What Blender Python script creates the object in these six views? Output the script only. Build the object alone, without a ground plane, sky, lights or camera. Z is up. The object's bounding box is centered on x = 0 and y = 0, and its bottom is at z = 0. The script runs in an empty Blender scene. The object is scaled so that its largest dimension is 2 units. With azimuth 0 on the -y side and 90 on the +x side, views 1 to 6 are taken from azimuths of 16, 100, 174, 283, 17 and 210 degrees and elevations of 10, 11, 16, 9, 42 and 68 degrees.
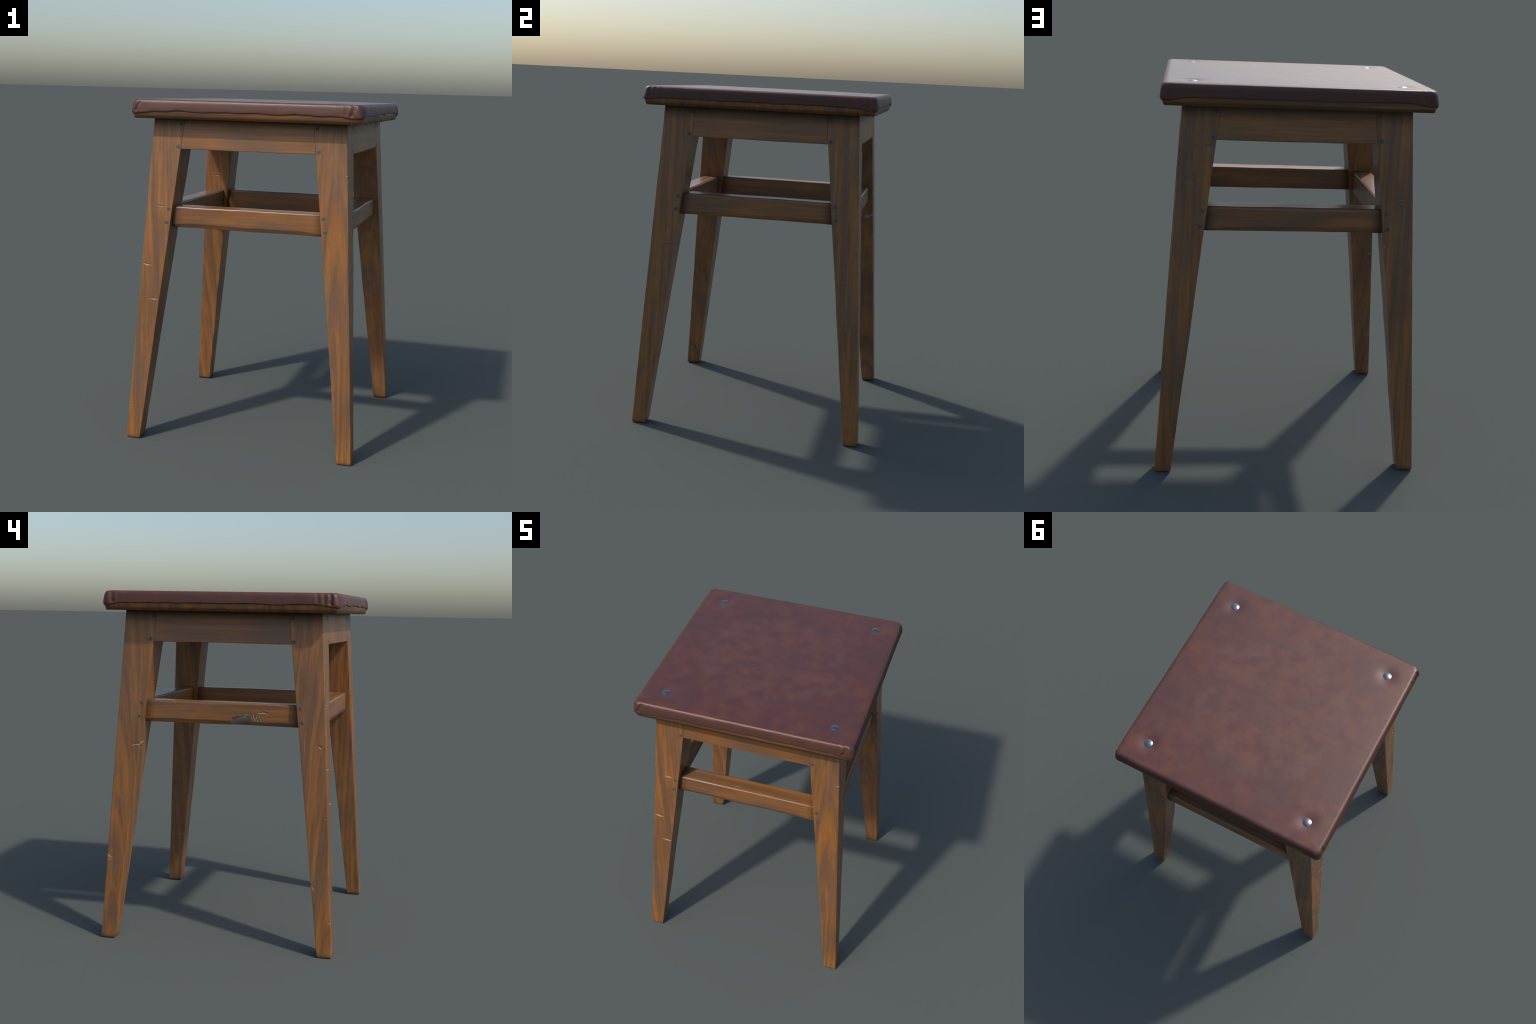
"""A square four-legged wooden stool with splayed tapering legs, aprons flush with the
legs, a ring of foot rungs and a seat board covered in dark red leather held by four
dome-headed tacks.  Every part is a loft or a grid; knocks and scars are cut with booleans."""
import bpy, bmesh, math, random
from mathutils import Vector, Matrix, noise

rng = random.Random(7)

# ------------------------------------------------------------------ overall sizes (metres)
FOOT_OUT, FOOT_IN = 0.679, 0.596        # half spread of the outer / inner leg faces at the floor
OUT_SLOPE, IN_SLOPE = 0.0632, 0.1176    # how fast the faces lean in with height
BOARD_Z = 1.888                         # underside of the seat board
APRON_Z = 1.7175                        # lower edge of the aprons
RUNG_LOW, RUNG_HIGH = 1.2655, 1.3885
RUNG_INSET, RUNG_DEPTH = 0.029, 0.106
TACK = 0.5105


def outer(z):
    return FOOT_OUT - OUT_SLOPE * z


def inner(z):
    return FOOT_IN - IN_SLOPE * z


# ------------------------------------------------------------------ node helpers
class Nodes:
    def __init__(self, name):
        self.mat = bpy.data.materials.new(name)
        self.mat.use_nodes = True
        self.t = self.mat.node_tree
        self.t.nodes.clear()
        self.out = self.add("ShaderNodeOutputMaterial")
        self.bsdf = self.add("ShaderNodeBsdfPrincipled")
        self.link(self.bsdf.outputs[0], self.out.inputs[0])

    def add(self, kind, **kw):
        n = self.t.nodes.new(kind)
        for k, v in kw.items():
            setattr(n, k, v)
        return n

    def link(self, a, b):
        self.t.links.new(a, b)

    def put(self, sock, v):
        if isinstance(v, (int, float)):
            sock.default_value = v
        elif isinstance(v, (tuple, list)):
            sock.default_value = tuple(v) + ((1.0,) if len(sock.default_value) == 4 and len(v) == 3 else ())
        else:
            self.link(v, sock)

    def math(self, op, a, b=0.0, c=None, clamp=False):
        n = self.add("ShaderNodeMath", operation=op, use_clamp=clamp)
        self.put(n.inputs[0], a)
        self.put(n.inputs[1], b)
        if c is not None:
            self.put(n.inputs[2], c)
        return n.outputs[0]

    def vmath(self, op, a, b):
        n = self.add("ShaderNodeVectorMath", operation=op)
        self.put(n.inputs[0], a)
        self.put(n.inputs[1], b)
        return n.outputs["Value"] if op in ("LENGTH", "DOT_PRODUCT", "DISTANCE") else n.outputs["Vector"]

    def noise(self, vec, scale, detail=3.0, rough=0.55, out=0):
        n = self.add("ShaderNodeTexNoise")
        self.link(vec, n.inputs["Vector"])
        n.inputs["Scale"].default_value = scale
        n.inputs["Detail"].default_value = detail
        n.inputs["Roughness"].default_value = rough
        return n.outputs[out]

    def ramp(self, fac, lo, hi, a=0.0, b=1.0):
        n = self.add("ShaderNodeMapRange", interpolation_type="SMOOTHSTEP")
        self.put(n.inputs[0], fac)
        for i, v in enumerate((lo, hi, a, b)):
            self.put(n.inputs[i + 1], v)
        return n.outputs[0]

    def mix(self, fac, a, b, blend="MIX"):
        n = self.add("ShaderNodeMix", data_type="RGBA", blend_type=blend)
        self.put(n.inputs[0], fac)
        self.put(n.inputs[6], a)
        self.put(n.inputs[7], b)
        return n.outputs[2]

    def xyz(self, vec):
        n = self.add("ShaderNodeSeparateXYZ")
        self.link(vec, n.inputs[0])
        return n.outputs

    def vec(self, x, y, z):
        n = self.add("ShaderNodeCombineXYZ")
        for i, v in enumerate((x, y, z)):
            self.put(n.inputs[i], v)
        return n.outputs[0]

    def bump(self, height, strength, dist):
        n = self.add("ShaderNodeBump")
        n.inputs["Strength"].default_value = strength
        n.inputs["Distance"].default_value = dist
        self.link(height, n.inputs["Height"])
        self.link(n.outputs[0], self.bsdf.inputs["Normal"])

    def edge(self, radius):
        """1 on sharp edges, 0 on flat faces."""
        bev = self.add("ShaderNodeBevel", samples=6)
        bev.inputs["Radius"].default_value = radius
        geo = self.add("ShaderNodeNewGeometry")
        d = self.vmath("DOT_PRODUCT", bev.outputs[0], geo.outputs["True Normal"])
        return self.ramp(d, 0.995, 0.90)


ORANGE = (0.335, 0.131, 0.031)
OCHRE = (0.335, 0.156, 0.042)
BROWN = (0.172, 0.079, 0.035)
GREY = (0.145, 0.086, 0.058)


def wood(name, along, darken=None, ring=(0.03, 0.02), tilt=(0.05, 0.03), sway=0.030, varnish=0.16, wear=0.42):
    """Stained wood.  along = 'X' or 'Z' in object space is the grain direction."""
    m = Nodes(name)
    co = m.add("ShaderNodeTexCoord").outputs["Object"]
    x, y, z = m.xyz(co)
    if along == "X":
        length, u, v = x, y, z
    else:
        length, u, v = z, x, y
    seed = m.math("MULTIPLY", m.add("ShaderNodeObjectInfo").outputs["Random"], 37.0)
    lw = m.math("ADD", length, seed)
    base = m.vec(u, v, lw)
    warp = m.noise(m.vmath("MULTIPLY", base, (3.0, 3.0, 1.6)), 1.0, 2.0, 0.5, out=1)
    warp = m.vmath("MULTIPLY", m.vmath("SUBTRACT", warp, (0.5, 0.5, 0.5)), (sway, sway, 0.0))
    wu, wv, wl = m.xyz(m.vmath("ADD", base, warp))
    # growth rings about a slightly tilted axis near the piece: stripes on one face, flames on the next
    ru = m.math("ADD", m.math("MULTIPLY", length, tilt[0]), m.math("ADD", wu, ring[0]))
    rv = m.math("ADD", m.math("MULTIPLY", length, tilt[1]), m.math("ADD", wv, ring[1]))
    rad = m.vmath("LENGTH", m.vec(ru, rv, 0.0), (0, 0, 0))
    rings = m.noise(m.vec(m.math("MULTIPLY", rad, 52.0), m.math("MULTIPLY", wl, 0.75), 3.7), 1.0, 3.0, 0.62)
    streak = m.noise(m.vmath("MULTIPLY", m.vec(wu, wv, wl), (36.0, 36.0, 0.7)), 1.0, 3.0, 0.6)
    fine = m.noise(m.vmath("MULTIPLY", m.vec(wu, wv, wl), (210.0, 210.0, 6.0)), 1.0, 2.0, 0.5)
    blotch = m.noise(m.vmath("MULTIPLY", base, (5.0, 5.0, 2.6)), 1.0, 4.0, 0.6)
    both = m.math("ADD", m.math("MULTIPLY", rings, 0.6), m.math("MULTIPLY", streak, 0.4))
    c = m.mix(m.ramp(both, 0.36, 0.64), BROWN, ORANGE)
    c = m.mix(m.ramp(streak, 0.55, 0.72, 0.0, 0.65), c, OCHRE)
    c = m.mix(m.ramp(rings, 0.47, 0.36, 0.0, 0.36), c, GREY)
    c = m.mix(m.ramp(blotch, 0.46, 0.66, 0.0, 0.42), c, GREY)
    c = m.mix(m.ramp(fine, 0.50, 0.30, 0.0, 0.22), c, (0.07, 0.035, 0.018))
    smudge = m.noise(m.vmath("MULTIPLY", m.vmath("ADD", base, (2.3, 5.1, 0.7)), (7.0, 7.0, 2.2)), 1.0, 3.0, 0.5)
    c = m.mix(m.ramp(smudge, 0.54, 0.72, 0.0, 0.26), c, (0.075, 0.043, 0.028))
    dirt = darken(m, x, y, z) if darken else m.math("ADD", 0.0, 0.0)  # mask of occlusion shade mixed into the base colour below
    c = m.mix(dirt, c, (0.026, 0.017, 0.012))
    unshaded = m.math("SUBTRACT", 1.0, m.math("MULTIPLY", dirt, 0.9))
    edge = m.edge(0.005)
    c = m.mix(m.math("MULTIPLY", edge, wear), c, (0.30, 0.125, 0.038))
    m.link(c, m.bsdf.inputs["Base Color"])
    m.link(m.ramp(blotch, 0.35, 0.7, 0.36, 0.44), m.bsdf.inputs["Roughness"])
    m.link(m.math("MULTIPLY", unshaded, 0.5), m.bsdf.inputs["Specular IOR Level"])      # gloss cut too where the shade is painted
    m.link(m.math("MULTIPLY", unshaded, varnish), m.bsdf.inputs["Coat Weight"])
    m.bsdf.inputs["Coat Roughness"].default_value = 0.16
    m.bump(m.math("ADD", m.math("MULTIPLY", fine, 0.6), m.math("MULTIPLY", rings, 0.4)), 0.20, 0.0012)
    return m.mat


def painted_shade_top(m, x, y, z):
    """contact shadow beneath the seat board, painted into the wood colour (object z = world z on legs and aprons)"""
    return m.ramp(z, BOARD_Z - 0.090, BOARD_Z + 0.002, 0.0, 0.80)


def painted_shade_ends(m, x, y, z):
    """base colour darkened for the occluded corner where a rung enters the leg"""
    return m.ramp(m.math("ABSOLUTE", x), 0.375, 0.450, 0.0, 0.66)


def painted_shade_board(m, x, y, z):
    """hem shadow and shade of the down-facing lower edge, baked into the board"""
    under = m.ramp(z, BOARD_Z + 0.030, BOARD_Z + 0.044, 0.0, 0.60)
    low = m.ramp(z, BOARD_Z + 0.026, BOARD_Z + 0.008, 0.12, 0.62)
    return m.math("MAXIMUM", under, low)


def painted_shade_leg(m, x, y, z):
    return m.math("MAXIMUM", painted_shade_top(m, x, y, z), m.ramp(z, 0.022, 0.0, 0.0, 0.4))


def raw_wood():
    m = Nodes("raw_wood")
    co = m.add("ShaderNodeTexCoord").outputs["Object"]
    n = m.noise(co, 90.0, 3.0)
    m.link(m.mix(m.ramp(n, 0.3, 0.7), (0.26, 0.180, 0.118), (0.40, 0.285, 0.190)), m.bsdf.inputs["Base Color"])
    m.bsdf.inputs["Roughness"].default_value = 0.75
    m.bsdf.inputs["Specular IOR Level"].default_value = 0.25
    return m.mat


def worn_wood():
    """a scar whose bottom has been handled grey-brown again"""
    m = Nodes("worn_wood")
    co = m.add("ShaderNodeTexCoord").outputs["Object"]
    n = m.noise(co, 30.0, 3.0)
    z = m.xyz(co)[2]
    c = m.mix(m.ramp(n, 0.3, 0.7), (0.175, 0.125, 0.075), (0.25, 0.18, 0.11))
    c = m.mix(m.ramp(z, 1.318, 1.276, 0.0, 0.8), c, (0.085, 0.052, 0.032))      # dirt again towards the lower edge
    m.link(c, m.bsdf.inputs["Base Color"])
    m.bsdf.inputs["Roughness"].default_value = 0.65
    return m.mat


def leather():
    m = Nodes("red_leather")
    co = m.add("ShaderNodeTexCoord").outputs["Object"]
    x, y, z = m.xyz(co)
    big = m.noise(co, 4.2, 5.0, 0.62)
    mid = m.noise(m.vmath("ADD", co, (3.1, 7.7, 0.0)), 11.0, 4.0, 0.6)
    grain = m.noise(co, 260.0, 2.0, 0.5)
    c = m.mix(m.ramp(mid, 0.34, 0.66), (0.090, 0.026, 0.020), (0.126, 0.037, 0.020))
    c = m.mix(m.ramp(big, 0.42, 0.66, 0.0, 0.75), c, (0.083, 0.029, 0.024))
    # the round patch that sitting has rubbed, with a greyer rim
    wob = m.math("MULTIPLY", m.math("SUBTRACT", big, 0.5), 0.34)
    r = m.math("ADD", m.vmath("LENGTH", m.vec(x, y, 0.0), (0, 0, 0)), wob)
    top = m.ramp(m.math("MAXIMUM", m.math("ABSOLUTE", x), m.math("ABSOLUTE", y)), 0.642, 0.624)
    rub = m.math("MULTIPLY", m.ramp(r, 0.47, 0.36), top)
    rim = m.math("MULTIPLY", m.ramp(r, 0.49, 0.43), m.ramp(r, 0.34, 0.43))
    rim = m.math("MULTIPLY", m.math("MULTIPLY", rim, top), m.ramp(mid, 0.42, 0.58, 0.15, 1.0))
    c = m.mix(m.math("MULTIPLY", m.math("MULTIPLY", rub, m.ramp(mid, 0.36, 0.60, 0.25, 1.0)), 0.30), c, (0.128, 0.055, 0.042))
    c = m.mix(m.math("MULTIPLY", rim, 0.30), c, (0.092, 0.058, 0.050))
    spots = m.ramp(m.noise(m.vmath("ADD", co, (9.0, 2.0, 0.0)), 19.0, 3.0, 0.5), 0.60, 0.72, 0.0, 0.40)
    c = m.mix(spots, c, (0.062, 0.026, 0.026))
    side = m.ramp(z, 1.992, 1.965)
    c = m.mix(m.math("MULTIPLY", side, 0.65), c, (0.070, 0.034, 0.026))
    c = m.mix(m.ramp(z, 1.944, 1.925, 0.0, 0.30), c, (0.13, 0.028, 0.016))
    m.link(c, m.bsdf.inputs["Base Color"])
    # the seat is polished by use, the sides are dull
    m.link(m.math("ADD", m.ramp(mid, 0.3, 0.7, 0.43, 0.49), m.math("MULTIPLY", side, 0.08)), m.bsdf.inputs["Roughness"])
    m.link(m.math("SUBTRACT", 0.80, m.math("MULTIPLY", side, 0.38)), m.bsdf.inputs["Specular IOR Level"])
    m.bsdf.inputs["Specular Tint"].default_value = (1.0, 0.90, 0.84, 1.0)
    m.link(m.math("MULTIPLY", top, 0.38), m.bsdf.inputs["Coat Weight"])
    m.bsdf.inputs["Coat Roughness"].default_value = 0.17
    m.bump(m.math("ADD", m.math("MULTIPLY", grain, 0.25), m.math("MULTIPLY", mid, 1.0)), 0.22, 0.003)
    return m.mat


def metal(name, colour, rough, metallic=1.0):
    m = Nodes(name)
    co = m.add("ShaderNodeTexCoord").outputs["Object"]
    n = m.noise(co, 160.0, 3.0)
    m.link(m.mix(m.ramp(n, 0.3, 0.7), tuple(0.78 * q for q in colour), colour), m.bsdf.inputs["Base Color"])
    m.bsdf.inputs["Metallic"].default_value = metallic
    m.bsdf.inputs["Roughness"].default_value = rough
    return m.mat


MAT_LEG = wood("leg_wood", "Z", painted_shade_leg, ring=(0.075, 0.02), tilt=(0.026, 0.010))
MAT_APRON = wood("apron_wood", "X", painted_shade_top, ring=(0.15, -1.75), tilt=(0.01, 0.02), sway=0.022)
MAT_RUNG = wood("rung_wood", "X", painted_shade_ends, ring=(0.40, -1.30), tilt=(0.02, 0.01), sway=0.026, varnish=0.14)
MAT_BOARD = wood("board_wood", "X", painted_shade_board, ring=(0.02, -1.82), tilt=(0.01, 0.03), sway=0.03, varnish=0.0, wear=0.05)
MAT_RAW, MAT_WORN = raw_wood(), worn_wood()
MAT_LEATHER = leather()
MAT_SCREW = metal("screw_steel", (0.110, 0.118, 0.121), 0.60, 0.2)
MAT_SHADE_TINTED = metal("shade_tinted_screw_steel", (0.058, 0.060, 0.060), 0.65, 0.2)  # steel darkened for the occlusion close under the seat
MAT_SLOT = metal("screw_recess_dirt", (0.050, 0.047, 0.045), 0.7, 0.2)
MAT_TACK = metal("tack_steel", (0.33, 0.35, 0.385), 0.30)


# ------------------------------------------------------------------ mesh helpers
def link(ob, parent=None):
    bpy.context.scene.collection.objects.link(ob)
    if parent is not None:
        ob.parent = parent
    return ob


def mesh_object(name, verts, faces, mats, parent=None, matrix=None, smooth=None):
    me = bpy.data.meshes.new(name)
    me.from_pydata([tuple(v) for v in verts], [], faces)
    bm = bmesh.new()
    bm.from_mesh(me)
    bmesh.ops.recalc_face_normals(bm, faces=bm.faces)
    bm.to_mesh(me)
    bm.free()
    for mat in mats:
        me.materials.append(mat)
    if smooth is not None:
        me.shade_smooth()
        me.set_sharp_from_angle(angle=math.radians(smooth))
    ob = bpy.data.objects.new(name, me)
    link(ob, parent)
    if matrix is not None:
        ob.matrix_local = matrix
    return ob


def rounded_outline(corners, radii, seg=3, support=0.006, splits=4):
    """closed outline through four corner points with rounded corners and support points"""
    pts = []
    n = len(corners)
    for i, p in enumerate(corners):
        a, b = corners[i - 1], corners[(i + 1) % n]
        r = radii[i]
        ea, eb = (a - p).normalized(), (b - p).normalized()
        p0, p2 = p + ea * r, p + eb * r
        pts.append(p + ea * (r + support))
        for k in range(seg + 1):
            t = k / seg
            pts.append(p0 * (1 - t) ** 2 + p * 2 * t * (1 - t) + p2 * t * t)
        pts.append(p + eb * (r + support))
        nb = radii[(i + 1) % n]
        q0, q1 = p + eb * (r + support), b - eb * (nb + support)
        for k in range(1, splits):
            pts.append(q0.lerp(q1, k / splits))
    return pts


def loft(sections):
    verts, faces = [], []
    n = len(sections[0])
    for s in sections:
        verts += s
    for i in range(len(sections) - 1):
        for j in range(n):
            k = (j + 1) % n
            faces.append((i * n + j, i * n + k, (i + 1) * n + k, (i + 1) * n + j))
    faces.append(tuple(range(n - 1, -1, -1)))
    last = (len(sections) - 1) * n
    faces.append(tuple(range(last, last + n)))
    return verts, faces


def wobble(p, amount, seed, scale=(3.0, 3.0, 5.0)):
    q = Vector((p[0] * scale[0], p[1] * scale[1], p[2] * scale[2])) + Vector((seed * 7.3, seed * 3.1, seed * 1.7))
    return noise.noise_vector(q) * amount


# ------------------------------------------------------------------ knocks: wedge-shaped cutters
def chip_cutter(surface, path, heights, depth, mat, sharp_top=0.25, back=0.004):
    """A lens-shaped wedge along path [(across, up)], cut 'depth' into the face.
    surface(across, up, d) gives the point d metres outside the face."""
    sections = []
    n = len(path)
    for i, ((a, z), h) in enumerate(zip(path, heights)):
        end = i in (0, n - 1)
        d = depth * (0.05 if end else 1.0) * (0.75 + 0.5 * rng.random())
        h = max(h, 0.0008)
        sections.append([surface(a, z + h * 0.5, back), surface(a, z + h * 0.42, 0.0),
                         surface(a, z + h * (0.5 - sharp_top), -d), surface(a, z - h * 0.22, -d * 0.62),
                         surface(a, z - h * 0.5, 0.0), surface(a, z - h * 0.62, back)])
    v, f = loft(sections)
    return mesh_object("cutter", v, f, [mat])


def cut(ob, cutters):
    for c in cutters:
        mod = ob.modifiers.new("cut", "BOOLEAN")
        mod.object = c
        mod.operation = "DIFFERENCE"
        mod.solver = "EXACT"
        mod.material_mode = "TRANSFER"
    bpy.context.view_layer.update()
    new = bpy.data.meshes.new_from_object(ob.evaluated_get(bpy.context.evaluated_depsgraph_get()))
    old = ob.data
    name = old.name
    ob.modifiers.clear()
    ob.data = new
    bpy.data.meshes.remove(old)
    new.name = name
    new.shade_smooth()
    new.set_sharp_from_angle(angle=math.radians(32))
    for c in cutters:
        me = c.data
        bpy.data.objects.remove(c)
        bpy.data.meshes.remove(me)


def face_at(face, half):
    """surface function of a stool side: F front, R right, B back, L left; half(z) = its distance"""
    def at(a, z, d):
        h = half(z) + d
        return Vector({"F": (a, -h, z), "B": (a, h, z), "R": (h, a, z), "L": (-h, a, z)}[face])
    return at


def inner_at(face):
    """inner leg faces, seen from the middle of the stool: depth runs the other way"""
    def at(a, z, d):
        h = inner(z) - d
        return Vector({"F": (a, -h, z), "B": (a, h, z), "R": (h, a, z), "L": (-h, a, z)}[face])
    return at


def nick(face, a0, z0, a1, z1, height=0.0125, depth=0.0060, half=outer, mat=None, steps=5, jag=0.0015):
    """a straight knife-like nick between two points of a stool side"""
    path, hs = [], []
    for i in range(steps + 1):
        t = i / steps
        path.append((a0 + (a1 - a0) * t, z0 + (z1 - z0) * t + (rng.uniform(-jag, jag) if 0 < i < steps else 0)))
        hs.append(height * math.sin(math.pi * (0.06 + 0.88 * t)) * rng.uniform(0.85, 1.15))
    s = inner_at(face) if half is inner else face_at(face, half)
    return chip_cutter(s, path, hs, depth, mat or MAT_RAW, sharp_top=0.46)


def torn(face, path, heights, depth=0.004, half=outer, mat=None):
    s = inner_at(face) if half is inner else face_at(face, half)
    return chip_cutter(s, path, heights, depth, mat or MAT_RAW, sharp_top=0.20)


def pit(face, a, z, size, depth=0.006, half=outer):
    path = [(a + size * (i / 4 - 0.5), z + size * 0.35 * (i / 4 - 0.5)) for i in range(5)]
    s = inner_at(face) if half is inner else face_at(face, half)
    return chip_cutter(s, path, [size * k for k in (0.3, 0.85, 1.0, 0.8, 0.3)], depth, MAT_RAW)


# ------------------------------------------------------------------ the stool
stool = bpy.data.objects.new("wooden_stool", None)
stool.empty_display_size = 0.3
link(stool)
stool["label"] = "square wooden stool with splayed legs and a dark red leather seat"
stool["category"] = "stool"


# ---- legs -----------------------------------------------------------------------------
def build_leg(sx, sy, seed):
    """sx, sy: which corner.  Object origin sits on the leg's own axis line x = y = 0 at world z 0."""
    foot = Vector((sx * (FOOT_OUT + FOOT_IN) / 2, sy * (FOOT_OUT + FOOT_IN) / 2, 0.0))
    sections = []
    steps = 44
    levels = [(0.0, 0.0055), (0.003, 0.0018), (0.009, 0.0)] + [(0.03 + (BOARD_Z + 0.002 - 0.03) * i / steps, 0.0) for i in range(steps + 1)]
    for z, inset in levels:
        o, i = outer(z) - inset, inner(z) + inset
        corners = [Vector((o, o, z)), Vector((i, o, z)), Vector((i, i, z)), Vector((o, i, z))]
        for k, c in enumerate(corners):
            fade = min(1.0, max(0.0, (APRON_Z - z) / 0.2)) if k else 1.0
            w = wobble((k, 0, z), 0.0022 * fade, seed, (11.0, 1.0, 6.0))
            c.x += w.x * (0.6 if k in (0, 3) else 1.0)
            c.y += w.y * (0.6 if k in (0, 1) else 1.0)
        ring = rounded_outline(corners, [0.0050, 0.0035, 0.0040, 0.0035])
        sections.append([Vector((sx * p.x, sy * p.y, p.z)) - foot for p in ring])
    v, f = loft(sections)
    leg = mesh_object("leg", v, f, [MAT_LEG], stool, Matrix.Translation(foot), smooth=32)
    return leg


legs = {}
for i, (key, sx, sy) in enumerate((("A", -1, -1), ("B", 1, -1), ("C", 1, 1), ("D", -1, 1))):
    legs[key] = build_leg(sx, sy, i + 1)

cuts = {
    "A": [nick("F", -0.5296, 1.3911, -0.4770, 1.3885), nick("F", -0.612, 1.0490, -0.5455, 1.0425),
          nick("F", -0.5660, 0.8500, -0.5000, 0.8432), nick("F", -0.670, 0.2010, -0.655, 0.1995, 0.010),
          pit("L", -0.5735, 1.1694, 0.020, 0.008), nick("L", -0.607, 1.0540, -0.622, 1.0530, 0.008),
          nick("L", -0.622, 0.8650, -0.640, 0.8640, 0.008), nick("L", -0.612, 0.7791, -0.632, 0.7785, 0.008),
          torn("L", [(-0.653, 0.212), (-0.657, 0.204), (-0.664, 0.196)], [0.006, 0.016, 0.008]),
          torn("L", [(-0.553, 0.398), (-0.562, 0.390), (-0.570, 0.384)], [0.006, 0.018, 0.008]),
          nick("F", -0.626, 0.2953, -0.664, 0.2955, 0.008, half=inner),
          pit("F", -0.607, 0.8557, 0.016, 0.004, half=inner)],
    "B": [nick("F", 0.558, 1.6145, 0.580, 1.6120, 0.009), nick("R", -0.5235, 1.0895, -0.4640, 1.0873, 0.008),
          nick("R", -0.612, 0.2590, -0.598, 0.2585, 0.008, 0.003),
          nick("F", 0.512, 0.62, 0.530, 0.619, 0.008, half=inner)],
    "C": [torn("B", [(0.5080, 1.6900), (0.4950, 1.6905), (0.4840, 1.6940), (0.4780, 1.6905), (0.4690, 1.6800), (0.4520, 1.6820),
                     (0.4330, 1.6900), (0.4180, 1.6890), (0.4070, 1.6760)],
               [0.004, 0.011, 0.012, 0.013, 0.015, 0.017, 0.020, 0.022, 0.008], 0.005, mat=MAT_WORN),
          torn("B", [(0.5440, 1.5150), (0.5330, 1.5180), (0.5240, 1.5180), (0.5130, 1.5180), (0.5030, 1.5080)],
               [0.006, 0.014, 0.014, 0.015, 0.007], 0.005, mat=MAT_WORN),
          nick("R", 0.386, 1.7020, 0.424, 1.7050, 0.009), nick("R", 0.5020, 0.9301, 0.5690, 0.9313, 0.007),
          nick("R", 0.586, 0.3520, 0.550, 0.3462, 0.009, half=inner)],
    "D": [nick("B", -0.5000, 1.4454, -0.5880, 1.4456, 0.008), torn("B", [(-0.446, 1.214), (-0.455, 1.211), (-0.463, 1.206)], [0.010, 0.020, 0.008], 0.005),
          nick("B", -0.617, 0.4839, -0.652, 0.4842, 0.011), nick("L", 0.513, 1.1308, 0.478, 1.1390, 0.012, 0.006),
          nick("L", 0.494, 1.1380, 0.452, 1.1440, 0.015, 0.008), nick("B", -0.618, 1.1430, -0.540, 1.1520, 0.013, 0.006, half=inner),
          torn("L", [(0.650, 0.490), (0.636, 0.4860), (0.6165, 0.4800)], [0.020, 0.018, 0.004], 0.005),
          nick("B", -0.5360, 1.4882, -0.4810, 1.4889, 0.009, half=inner),
          torn("L", [(0.545, 1.183), (0.558, 1.190), (0.575, 1.188), (0.592, 1.200), (0.606, 1.199)],
               [0.010, 0.024, 0.020, 0.016, 0.006], 0.004, half=inner),
          nick("B", -0.437, 1.262, -0.452, 1.261, 0.007)],
}
for key, cutters in cuts.items():
    cut(legs[key], cutters)


# ---- aprons ---------------------------------------------------------------------------
def turned(k):
    return Matrix.Rotation(k * math.pi / 2, 4, "Z")


def build_apron(k):
    sections = []
    gap, thick = 0.0003, 0.060
    steps = 24
    for i in range(-1, steps + 2):
        t = min(max(i / steps, 0.0), 1.0) * 2 - 1
        inset = 0.0005 if i in (-1, steps + 1) else 0.0
        sec = []
        corners = []
        for d, z in ((0.0, APRON_Z), (0.0, BOARD_Z + 0.001), (thick, BOARD_Z + 0.001), (thick, APRON_Z)):
            zz = z
            if z == APRON_Z:
                zz += noise.noise(Vector((t * 2.5, k * 9.1, 0.3))) * 0.0018
            half = inner(z) - gap
            ext = 0.0 if not inset else 0.0006
            x = t * (half - 0.0006) + math.copysign(ext, t)
            dd = d + (inset if d == 0.0 else -inset)
            corners.append(Vector((x, -(outer(zz) - 0.0004 - dd), zz)))
        sections.append(rounded_outline(corners, [0.004, 0.0015, 0.0015, 0.003], 3, 0.005, 4))
    v, f = loft(sections)
    mesh_object("apron", v, f, [MAT_APRON], stool, turned(k), smooth=32)


for k in range(4):
    build_apron(k)


# ---- rungs ----------------------------------------------------------------------------
def build_rung(k):
    sections = []
    steps = 36
    half = inner(RUNG_LOW) + 0.012
    for i in range(steps + 1):
        t = i / steps * 2 - 1
        x = t * half
        near, far = outer(1.33) - RUNG_INSET, outer(1.33) - RUNG_INSET - RUNG_DEPTH
        w = [noise.noise_vector(Vector((x * 5.0, j * 5.3 + k * 2.7, 1.9))) * 0.0022 for j in range(4)]
        worn = 1.0 + 0.5 * noise.noise(Vector((x * 7.0, 4.4, k * 3.3)))
        # the lower front arris is planed off, running out towards the ends
        e = abs(x + 0.03 * math.sin(k * 2.0 + 0.6))
        ch = 0.013 + 0.011 * worn * min(1.0, max(0.0, (0.435 - e) / 0.07)) ** 0.7
        corners = [Vector((x, -near + 0.52 * ch + w[0].x, RUNG_LOW + w[0].y)), Vector((x, -near + w[0].x, RUNG_LOW + ch + w[0].y)),
                   Vector((x, -near + w[1].x, RUNG_HIGH + w[1].y)),
                   Vector((x, -far + w[2].x, RUNG_HIGH + w[2].y)), Vector((x, -far + w[3].x, RUNG_LOW + w[3].y))]
        sections.append(rounded_outline(corners, [0.0028, 0.0028, 0.0130 * worn, 0.010, 0.008], 5, 0.0005, 4))
    v, f = loft(sections)
    return mesh_object("rung", v, f, [MAT_RUNG], stool, turned(k), smooth=40)


rungs = [build_rung(k) for k in range(4)]          # 0 front, 1 right, 2 back, 3 left


def rung_out(z):
    return outer(1.33) - RUNG_INSET


def rung_in(z):
    return outer(1.33) - RUNG_INSET - RUNG_DEPTH


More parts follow.
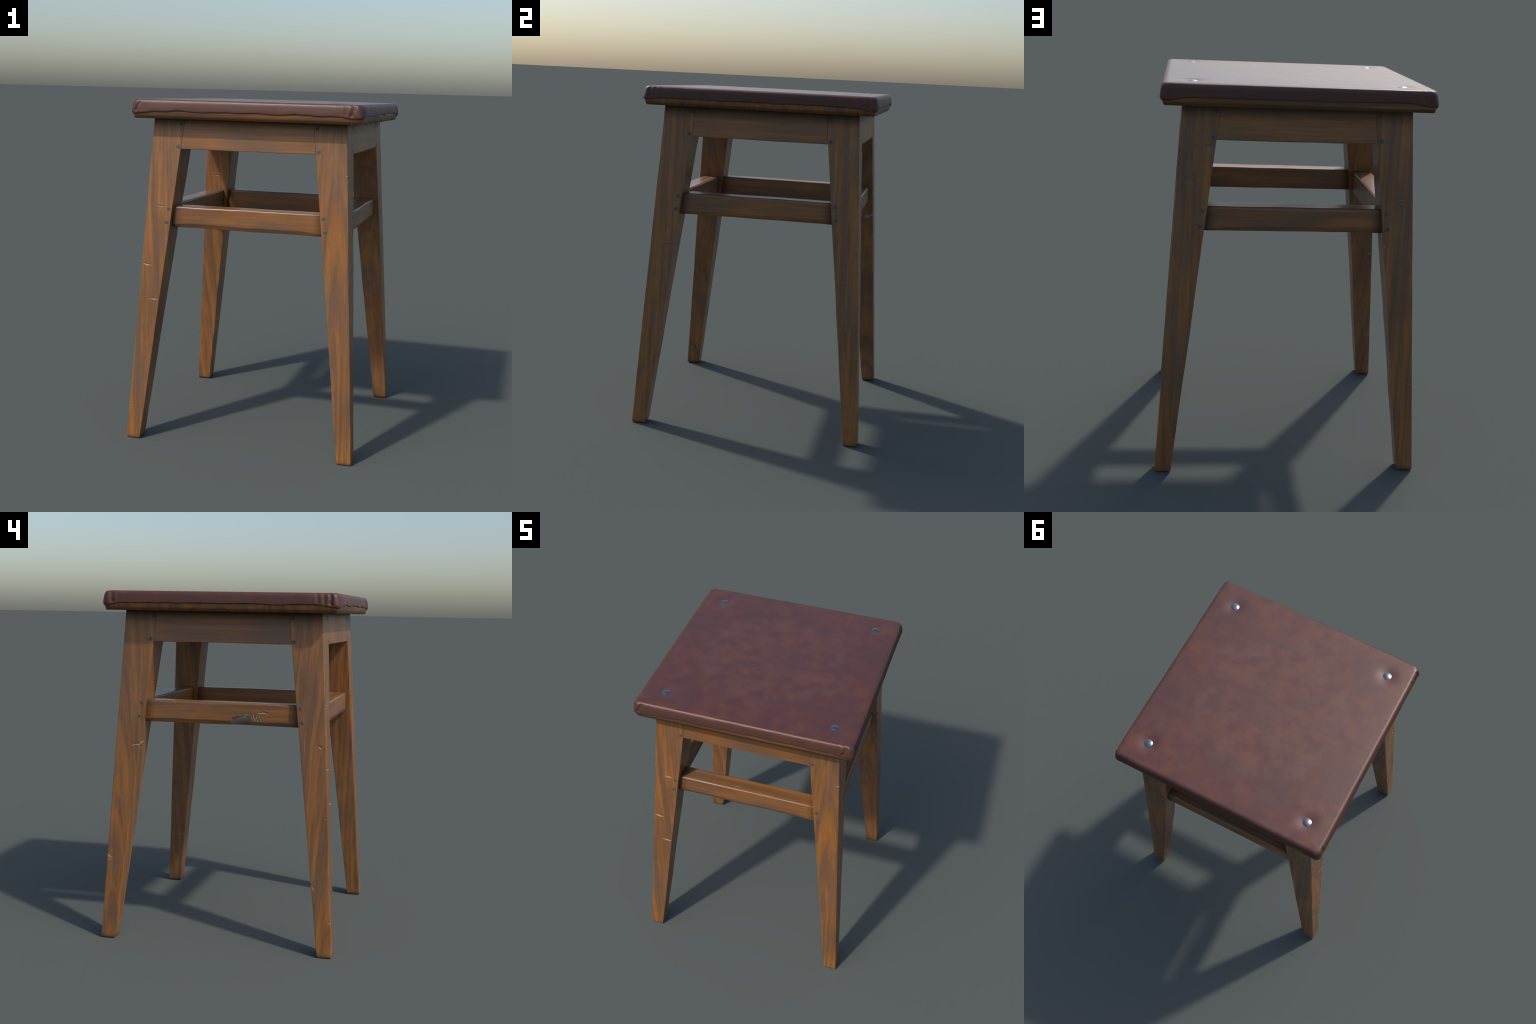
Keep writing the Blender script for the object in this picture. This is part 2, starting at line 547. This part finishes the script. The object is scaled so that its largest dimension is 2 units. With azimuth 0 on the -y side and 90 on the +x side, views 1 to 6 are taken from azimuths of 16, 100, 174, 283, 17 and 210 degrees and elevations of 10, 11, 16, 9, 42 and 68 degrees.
def rung_inside(face):
    def at(a, z, d):
        h = rung_in(z) - d
        return Vector({"F": (a, -h, z), "B": (a, h, z), "R": (h, a, z), "L": (-h, a, z)}[face])
    return at


def scratches(face):
    """a bundle of slanted gouges across the lower half of the left rung"""
    out = []
    for j in range(6):
        a = -0.176 - 0.0088 * j
        top, low = 1.331 + rng.uniform(-0.002, 0.004), 1.281 + rng.uniform(-0.006, 0.006)
        lean = -0.012 - rng.uniform(0, 0.004)
        sections = []
        for i in range(7):
            t = i / 6
            z = top + (low - top) * t
            c = a + lean * t + rng.uniform(-0.0008, 0.0008)
            w = 0.0060 * math.sin(math.pi * (0.12 + 0.80 * t)) * rng.uniform(0.8, 1.1)
            d = 0.0070 * math.sin(math.pi * (0.15 + 0.80 * t))
            h = rung_out(z)
            sections.append([Vector((-h - 0.03, c - w, z)), Vector((-h, c - w * 0.8, z)), Vector((-h + d, c - w * 0.1, z)),
                             Vector((-h, c + w * 0.8, z)), Vector((-h - 0.03, c + w, z))])
        v, f = loft(sections)
        out.append(mesh_object("cutter", v, f, [MAT_RAW if j % 2 else MAT_WORN]))
    return out


def scoop():
    """the shallow hollow torn out of the lower edge of the left rung"""
    sections = []
    n = 12
    for i in range(n + 1):
        t = i / n
        a = -0.062 - 0.122 * t
        top = 1.306 + 0.022 * min(1.0, t * 1.7) + rng.uniform(-0.0012, 0.0012)
        d = 0.0058 * math.sin(math.pi * min(1.0, 0.10 + 0.95 * t)) ** 0.6 + 0.0008
        h = rung_out(0)
        sections.append([Vector((-h - 0.01, a, top + 0.002)), Vector((-h, a, top)), Vector((-h + d, a, top - 0.006)),
                         Vector((-h + d * 1.5, a, 1.290)), Vector((-h + d * 2.3, a, 1.276)), Vector((-h + d * 3.2, a, 1.262)),
                         Vector((-h - 0.01, a, 1.262))])
    v, f = loft(sections)
    return mesh_object("cutter", v, f, [MAT_WORN])


cut(rungs[3], [scoop(),
               torn("L", [(-0.105, 1.318), (-0.118, 1.322), (-0.135, 1.3255), (-0.150, 1.329), (-0.162, 1.3265), (-0.176, 1.3245)],
                    [0.004, 0.008, 0.012, 0.018, 0.014, 0.005], 0.008, rung_out),
               torn("L", [(-0.208, 1.335), (-0.222, 1.3365), (-0.238, 1.340), (-0.246, 1.3425), (-0.262, 1.339), (-0.282, 1.336)],
                    [0.004, 0.009, 0.014, 0.017, 0.013, 0.004], 0.008, rung_out),
               nick("L", 0.274, 1.388, 0.262, 1.378, 0.010, 0.006, rung_out)] + scratches("L"))

inside = rung_inside("R")
cut(rungs[1], [chip_cutter(inside, [(-0.160, 1.338), (-0.170, 1.3445), (-0.190, 1.346), (-0.205, 1.342), (-0.218, 1.346), (-0.232, 1.341)],
                           [0.012, 0.020, 0.012, 0.008, 0.012, 0.004], 0.004, MAT_WORN),
               chip_cutter(inside, [(-0.200, 1.342), (-0.215, 1.336), (-0.232, 1.327)], [0.005, 0.008, 0.003], 0.004, MAT_WORN)])


def on_rung_top(a, w, d):
    return Vector((a, w, RUNG_HIGH + d))


cut(rungs[0], [chip_cutter(on_rung_top, [(-0.086 + 0.0075 * i, -0.547 + 0.0040 * i) for i in range(6)],
                           [0.002, 0.005, 0.007, 0.006, 0.005, 0.002], 0.004, MAT_RAW)])


# rungs were cut in stool space while turned; keep their meshes where they are (origins at the stool's axis)

# ---- screws ---------------------------------------------------------------------------
def screw_mesh(steel, name):
    """countersunk cross-head screw, axis along +z, face at z = 0"""
    bm = bmesh.new()
    n = 28
    R = 0.0118
    prof = [(R, -0.004), (R, 0.0004), (R * 0.95, 0.0007), (R * 0.62, 0.0009)]
    rows = [[bm.verts.new((r * math.cos(2 * math.pi * j / n), r * math.sin(2 * math.pi * j / n), z)) for j in range(n)] for r, z in prof]
    for a, b in zip(rows, rows[1:]):
        for j in range(n):
            bm.faces.new((a[j], a[(j + 1) % n], b[(j + 1) % n], b[j]))
    bm.faces.new(rows[-1])
    # dark ring of the countersink
    for (r0, z0), (r1, z1) in (((R * 1.05, 0.0002), (R * 1.0, 0.0003)),):
        a = [bm.verts.new((r0 * math.cos(2 * math.pi * j / n), r0 * math.sin(2 * math.pi * j / n), z0)) for j in range(n)]
        b = [bm.verts.new((r1 * math.cos(2 * math.pi * j / n), r1 * math.sin(2 * math.pi * j / n), z1)) for j in range(n)]
        for j in range(n):
            bm.faces.new((a[j], a[(j + 1) % n], b[(j + 1) % n], b[j])).material_index = 1
    # cross recess: two crossing bars of dark dirt set in the head
    for ang in (0.0, math.pi / 2):
        w, l = R * 0.15, R * 0.44
        z = 0.00105 + 0.0001 * (ang > 0)
        pts = [(-l, -w), (l, -w), (l, w), (-l, w)]
        lo = [bm.verts.new((x * math.cos(ang) - y * math.sin(ang), x * math.sin(ang) + y * math.cos(ang), z - 0.001)) for x, y in pts]
        hi = [bm.verts.new((v.co.x, v.co.y, z)) for v in lo]
        for j in range(4):
            bm.faces.new((lo[j], lo[(j + 1) % 4], hi[(j + 1) % 4], hi[j])).material_index = 1
        bm.faces.new(hi).material_index = 1
    me = bpy.data.meshes.new(name)
    bm.to_mesh(me)
    bm.free()
    me.materials.append(steel)
    me.materials.append(MAT_SLOT)
    me.shade_smooth()
    me.set_sharp_from_angle(angle=math.radians(35))
    return me


SCREW = screw_mesh(MAT_SCREW, "screw")
SHADE_TINTED_SCREW = screw_mesh(MAT_SHADE_TINTED, "shade_tinted_screw")
SPOTS = ((0.396, 1.862), (0.410, 1.733), (0.4555, 1.372), (0.4670, 1.2970))
LEG_OF = {("F", -1): "A", ("F", 1): "B", ("R", -1): "B", ("R", 1): "C", ("B", 1): "C", ("B", -1): "D", ("L", 1): "D", ("L", -1): "A"}
for face in "FRBL":
    at = face_at(face, outer)
    for side in (-1, 1):
        leg = legs[LEG_OF[(face, side)]]
        for a, z in SPOTS:
            da, dz = rng.uniform(-0.0012, 0.0012), rng.uniform(-0.0012, 0.0012)
            p = at(side * a + da, z + dz, 0.0)
            tangent = (at(0, 1.0, 0) - at(0, 0.0, 0)).normalized()
            across = (at(1.0, 0, 0) - at(0.0, 0, 0)).normalized()
            normal = across.cross(tangent)
            if normal.dot(at(0, 0, 1) - at(0, 0, 0)) < 0:
                normal, across = -normal, -across
            frame = Matrix((across, tangent, normal)).transposed().to_4x4() @ Matrix.Rotation(rng.uniform(0, math.pi / 2), 4, "Z")
            s = bpy.data.objects.new("screw", SHADE_TINTED_SCREW if z > 1.8 else SCREW)
            link(s, leg)
            s.matrix_local = Matrix.Translation(p - leg.location) @ frame


# ---- seat board -----------------------------------------------------------------------
def square_point(u, v, half, r):
    """a point of the [-1,1] square spread over a square of half width 'half' with corner radius r"""
    x, y = u * half, v * half
    k = half - r
    dx, dy = abs(x) - k, abs(y) - k
    if dx > 0 and dy > 0:
        m = max(dx, dy) / math.hypot(dx, dy)
        x, y = math.copysign(k + dx * m, x), math.copysign(k + dy * m, y)
    return x, y


def rim_uv(n):
    """uv points around the border of an n by n grid, anticlockwise from (-1,-1)"""
    s = [i / n * 2 - 1 for i in range(n)]
    return [(t, -1) for t in s] + [(1, t) for t in s] + [(-t, 1) for t in s] + [(-1, -t) for t in s]


def build_board():
    n = 60
    uv = rim_uv(n)
    sections = []
    for half, z, r in ((0.6460, BOARD_Z, 0.010), (0.6480, BOARD_Z + 0.0015, 0.012), (0.6535, BOARD_Z + 0.018, 0.016), (0.6585, BOARD_Z + 0.034, 0.020), (0.6590, BOARD_Z + 0.039, 0.020), (0.6560, BOARD_Z + 0.047, 0.024), (0.6450, BOARD_Z + 0.052, 0.024),
                       (0.6350, BOARD_Z + 0.080, 0.028), (0.620, BOARD_Z + 0.090, 0.028)):
        ring = []
        for i, (u, v) in enumerate(uv):
            x, y = square_point(u, v, half, r)
            w = noise.noise(Vector((x * 6, y * 6, 2.2))) * 0.0012
            ring.append(Vector((x * (1 + w), y * (1 + w), z + (noise.noise(Vector((x * 3.0, y * 3.0, 8.1))) * 0.0012 if z < BOARD_Z + 0.03 else 0))))
        sections.append(ring)
    v, f = loft(sections)
    mesh_object("seat_board", v, f, [MAT_BOARD], stool, smooth=35)


build_board()

# ---- leather cover ----------------------------------------------------------------------
# pleats: for every seat side and corner, (distance from corner at the hem, at the rim, depth, width)
PLEATS = {
    ("F", -1): ((0.030, 0.050, 0.0075, 0.0095), (0.062, 0.066, 0.0040, 0.011), (0.095, 0.095, 0.0018, 0.014)),
    ("F", 1): ((0.066, 0.040, 0.0085, 0.0100), (0.093, 0.085, 0.0038, 0.011), (0.120, 0.118, 0.0016, 0.016)),
    ("L", -1): ((0.048, 0.040, 0.0085, 0.0095), (0.082, 0.076, 0.0045, 0.010), (0.116, 0.112, 0.0040, 0.010)),
    ("L", 1): ((0.064, 0.046, 0.0065, 0.0110), (0.090, 0.086, 0.0022, 0.013)),
    ("R", -1): ((0.042, 0.034, 0.0065, 0.0100), (0.070, 0.066, 0.0035, 0.010), (0.104, 0.100, 0.0020, 0.013)),
    ("R", 1): ((0.050, 0.040, 0.0050, 0.0110), (0.082, 0.080, 0.0025, 0.013)),
    ("B", 1): ((0.050, 0.040, 0.0055, 0.0110), (0.080, 0.078, 0.0022, 0.013)),
    ("B", -1): ((0.046, 0.044, 0.0060, 0.0100), (0.078, 0.074, 0.0025, 0.012)),
}
HALF, CORNER = 0.6575, 0.030


def smooth(a, b, x):
    t = min(1.0, max(0.0, (x - a) / (b - a)))
    return t * t * (3 - 2 * t)


def hem_height(face, a):
    """lower edge of the leather along one side; sags over the corners"""
    seed = {"F": 0.0, "R": 11.3, "B": 23.9, "L": 37.1}[face]
    w = noise.noise(Vector((a * 7.5 + seed, 0.7, 0.2))) * 0.0076 + noise.noise(Vector((a * 19.0 + seed, 5.7, 0.2))) * 0.0032
    t = HALF - abs(a)
    return 1.9300 + w - 0.0165 * (1 - smooth(0.010, 0.135, t))


def pleat_push(face, a, w):
    """inward (+) displacement of the side wall; w runs 0 at the hem to 1 at the rim"""
    side = 1 if a > 0 else -1
    t = HALF - abs(a)
    if t > 0.2:
        return 0.0
    env = smooth(1.05, 0.72, w) * smooth(0.0, 0.30, w)
    total = 0.0
    for j, (t0, t1, d, width) in enumerate(PLEATS[(face, side)]):
        c = t0 + (t1 - t0) * smooth(0.0, 1.0, w)
        g = math.exp(-(((t - c) / width) ** 2))
        lip = math.exp(-(((t - c + 1.75 * width) / (0.8 * width)) ** 2)) + 0.55 * math.exp(-(((t - c - 1.75 * width) / (0.8 * width)) ** 2))
        total += env * d * (g - 0.42 * lip) * (1.0 - 0.25 * w)
        if j == 0:      # the gathered end of the first pleat makes a small pocket above the hem
            total += 0.0030 * math.exp(-(((t - c) / 0.008) ** 2) - (((w - 0.26) / 0.10) ** 2))
            total -= 0.0020 * math.exp(-(((t - c) / 0.009) ** 2) - (((w - 0.46) / 0.12) ** 2))
    return total


def top_height(x, y):
    """the padded top: barely domed, dimpled round each tack"""
    m = max(abs(x), abs(y)) / 0.64
    z = 1.9975 - 0.0035 * m ** 6 + 0.0022 * (1 - m * m)
    z += noise.noise(Vector((x * 3.1, y * 3.1, 4.0))) * 0.0012 * (1 - m ** 4)
    for sx in (-1, 1):
        for sy in (-1, 1):
            d = math.hypot(x - sx * TACK, y - sy * TACK)
            z -= 0.0078 * math.exp(-((d / 0.048) ** 2))
    return z


def build_leather():
    n = 176
    rim_half = 0.6325
    verts, faces = [], []
    for j in range(n + 1):
        for i in range(n + 1):
            x, y = square_point(i / n * 2 - 1, j / n * 2 - 1, rim_half, 0.030)
            verts.append(Vector((x, y, top_height(x, y))))
    grid = lambda i, j: j * (n + 1) + i
    for j in range(n):
        for i in range(n):
            faces.append((grid(i, j), grid(i + 1, j), grid(i + 1, j + 1), grid(i, j + 1)))
    border = [grid(i, 0) for i in range(n)] + [grid(n, j) for j in range(n)] + [grid(n - i, n) for i in range(n)] + [grid(0, n - j) for j in range(n)]
    # wall: profile of (half width, fraction of the height from hem to rim); negative fractions curl under
    prof = [(0.6395, 0.993), (0.6447, 0.976), (0.6488, 0.948), (0.6519, 0.908), (0.6542, 0.856), (0.6559, 0.795), (0.6574, 0.72), (0.6588, 0.63), (0.6600, 0.54), (0.6613, 0.45),
            (0.6624, 0.36), (0.6633, 0.27), (0.6639, 0.19), (0.6643, 0.12), (0.6645, 0.065), (0.6641, 0.022), (0.6630, 0.0), (0.6612, -0.006), (0.6590, 0.02), (0.6560, 0.08)]
    uv = rim_uv(n)
    names = ["F"] * n + ["R"] * n + ["B"] * n + ["L"] * n
    rows = [border]
    rim_z = 1.9945
    for half, w in prof:
        row = []
        for (u, v), face in zip(uv, names):
            along = u if face in "FB" else v
            hem = hem_height(face, along * HALF)
            z = hem + (rim_z - hem) * w
            h = half
            if z < 1.926:        # where the hem sags over the corner it follows the undercut of the board
                h -= (1.926 - z) * 0.34
            x, y = square_point(u, v, h, CORNER - 0.004 * (1 - w))
            k = h - CORNER
            cx, cy = max(0.0, abs(x) - k), max(0.0, abs(y) - k)
            nx, ny = math.copysign(cx, x), math.copysign(cy, y)
            ln = math.hypot(nx, ny) or 1.0
            nx, ny = nx / ln, ny / ln
            push = pleat_push(face, along * HALF, w)
            push += noise.noise(Vector((x * 9.0, y * 9.0, z * 22.0))) * 0.0011 * smooth(1.0, 0.8, w)
            row.append(len(verts))
            verts.append(Vector((x - nx * push, y - ny * push, z)))
        rows.append(row)
    m = len(border)
    for a, b in zip(rows, rows[1:]):
        for j in range(m):
            k = (j + 1) % m
            faces.append((a[j], b[j], b[k], a[k]))
    ob = mesh_object("leather_cover", verts, faces, [MAT_LEATHER], stool, smooth=80)
    return ob


cover = build_leather()


# ---- tacks ------------------------------------------------------------------------------
def tack_mesh():
    bm = bmesh.new()
    n, R, H = 40, 0.0252, 0.0052
    prof = [(R, -0.004), (R, 0.0008)] + [(R * q, H * (1 - q * q) + 0.0008) for q in [1 - i / 10 for i in range(1, 10)]]
    rows = [[bm.verts.new((r * math.cos(2 * math.pi * j / n), r * math.sin(2 * math.pi * j / n), z)) for j in range(n)] for r, z in prof]
    for a, b in zip(rows, rows[1:]):
        for j in range(n):
            bm.faces.new((a[j], a[(j + 1) % n], b[(j + 1) % n], b[j]))
    tip = bm.verts.new((0, 0, H + 0.0008))
    for j in range(n):
        bm.faces.new((rows[-1][j], rows[-1][(j + 1) % n], tip))
    me = bpy.data.meshes.new("tack")
    bm.to_mesh(me)
    bm.free()
    me.materials.append(MAT_TACK)
    me.shade_smooth()
    me.set_sharp_from_angle(angle=math.radians(30))
    return me


TACK_MESH = tack_mesh()
for sx in (-1, 1):
    for sy in (-1, 1):
        t = bpy.data.objects.new("tack", TACK_MESH)
        link(t, cover)
        t.location = (sx * TACK, sy * TACK, top_height(sx * TACK, sy * TACK) + 0.0012)
        t.rotation_euler = (rng.uniform(-0.02, 0.02), rng.uniform(-0.02, 0.02), rng.uniform(0, 3))
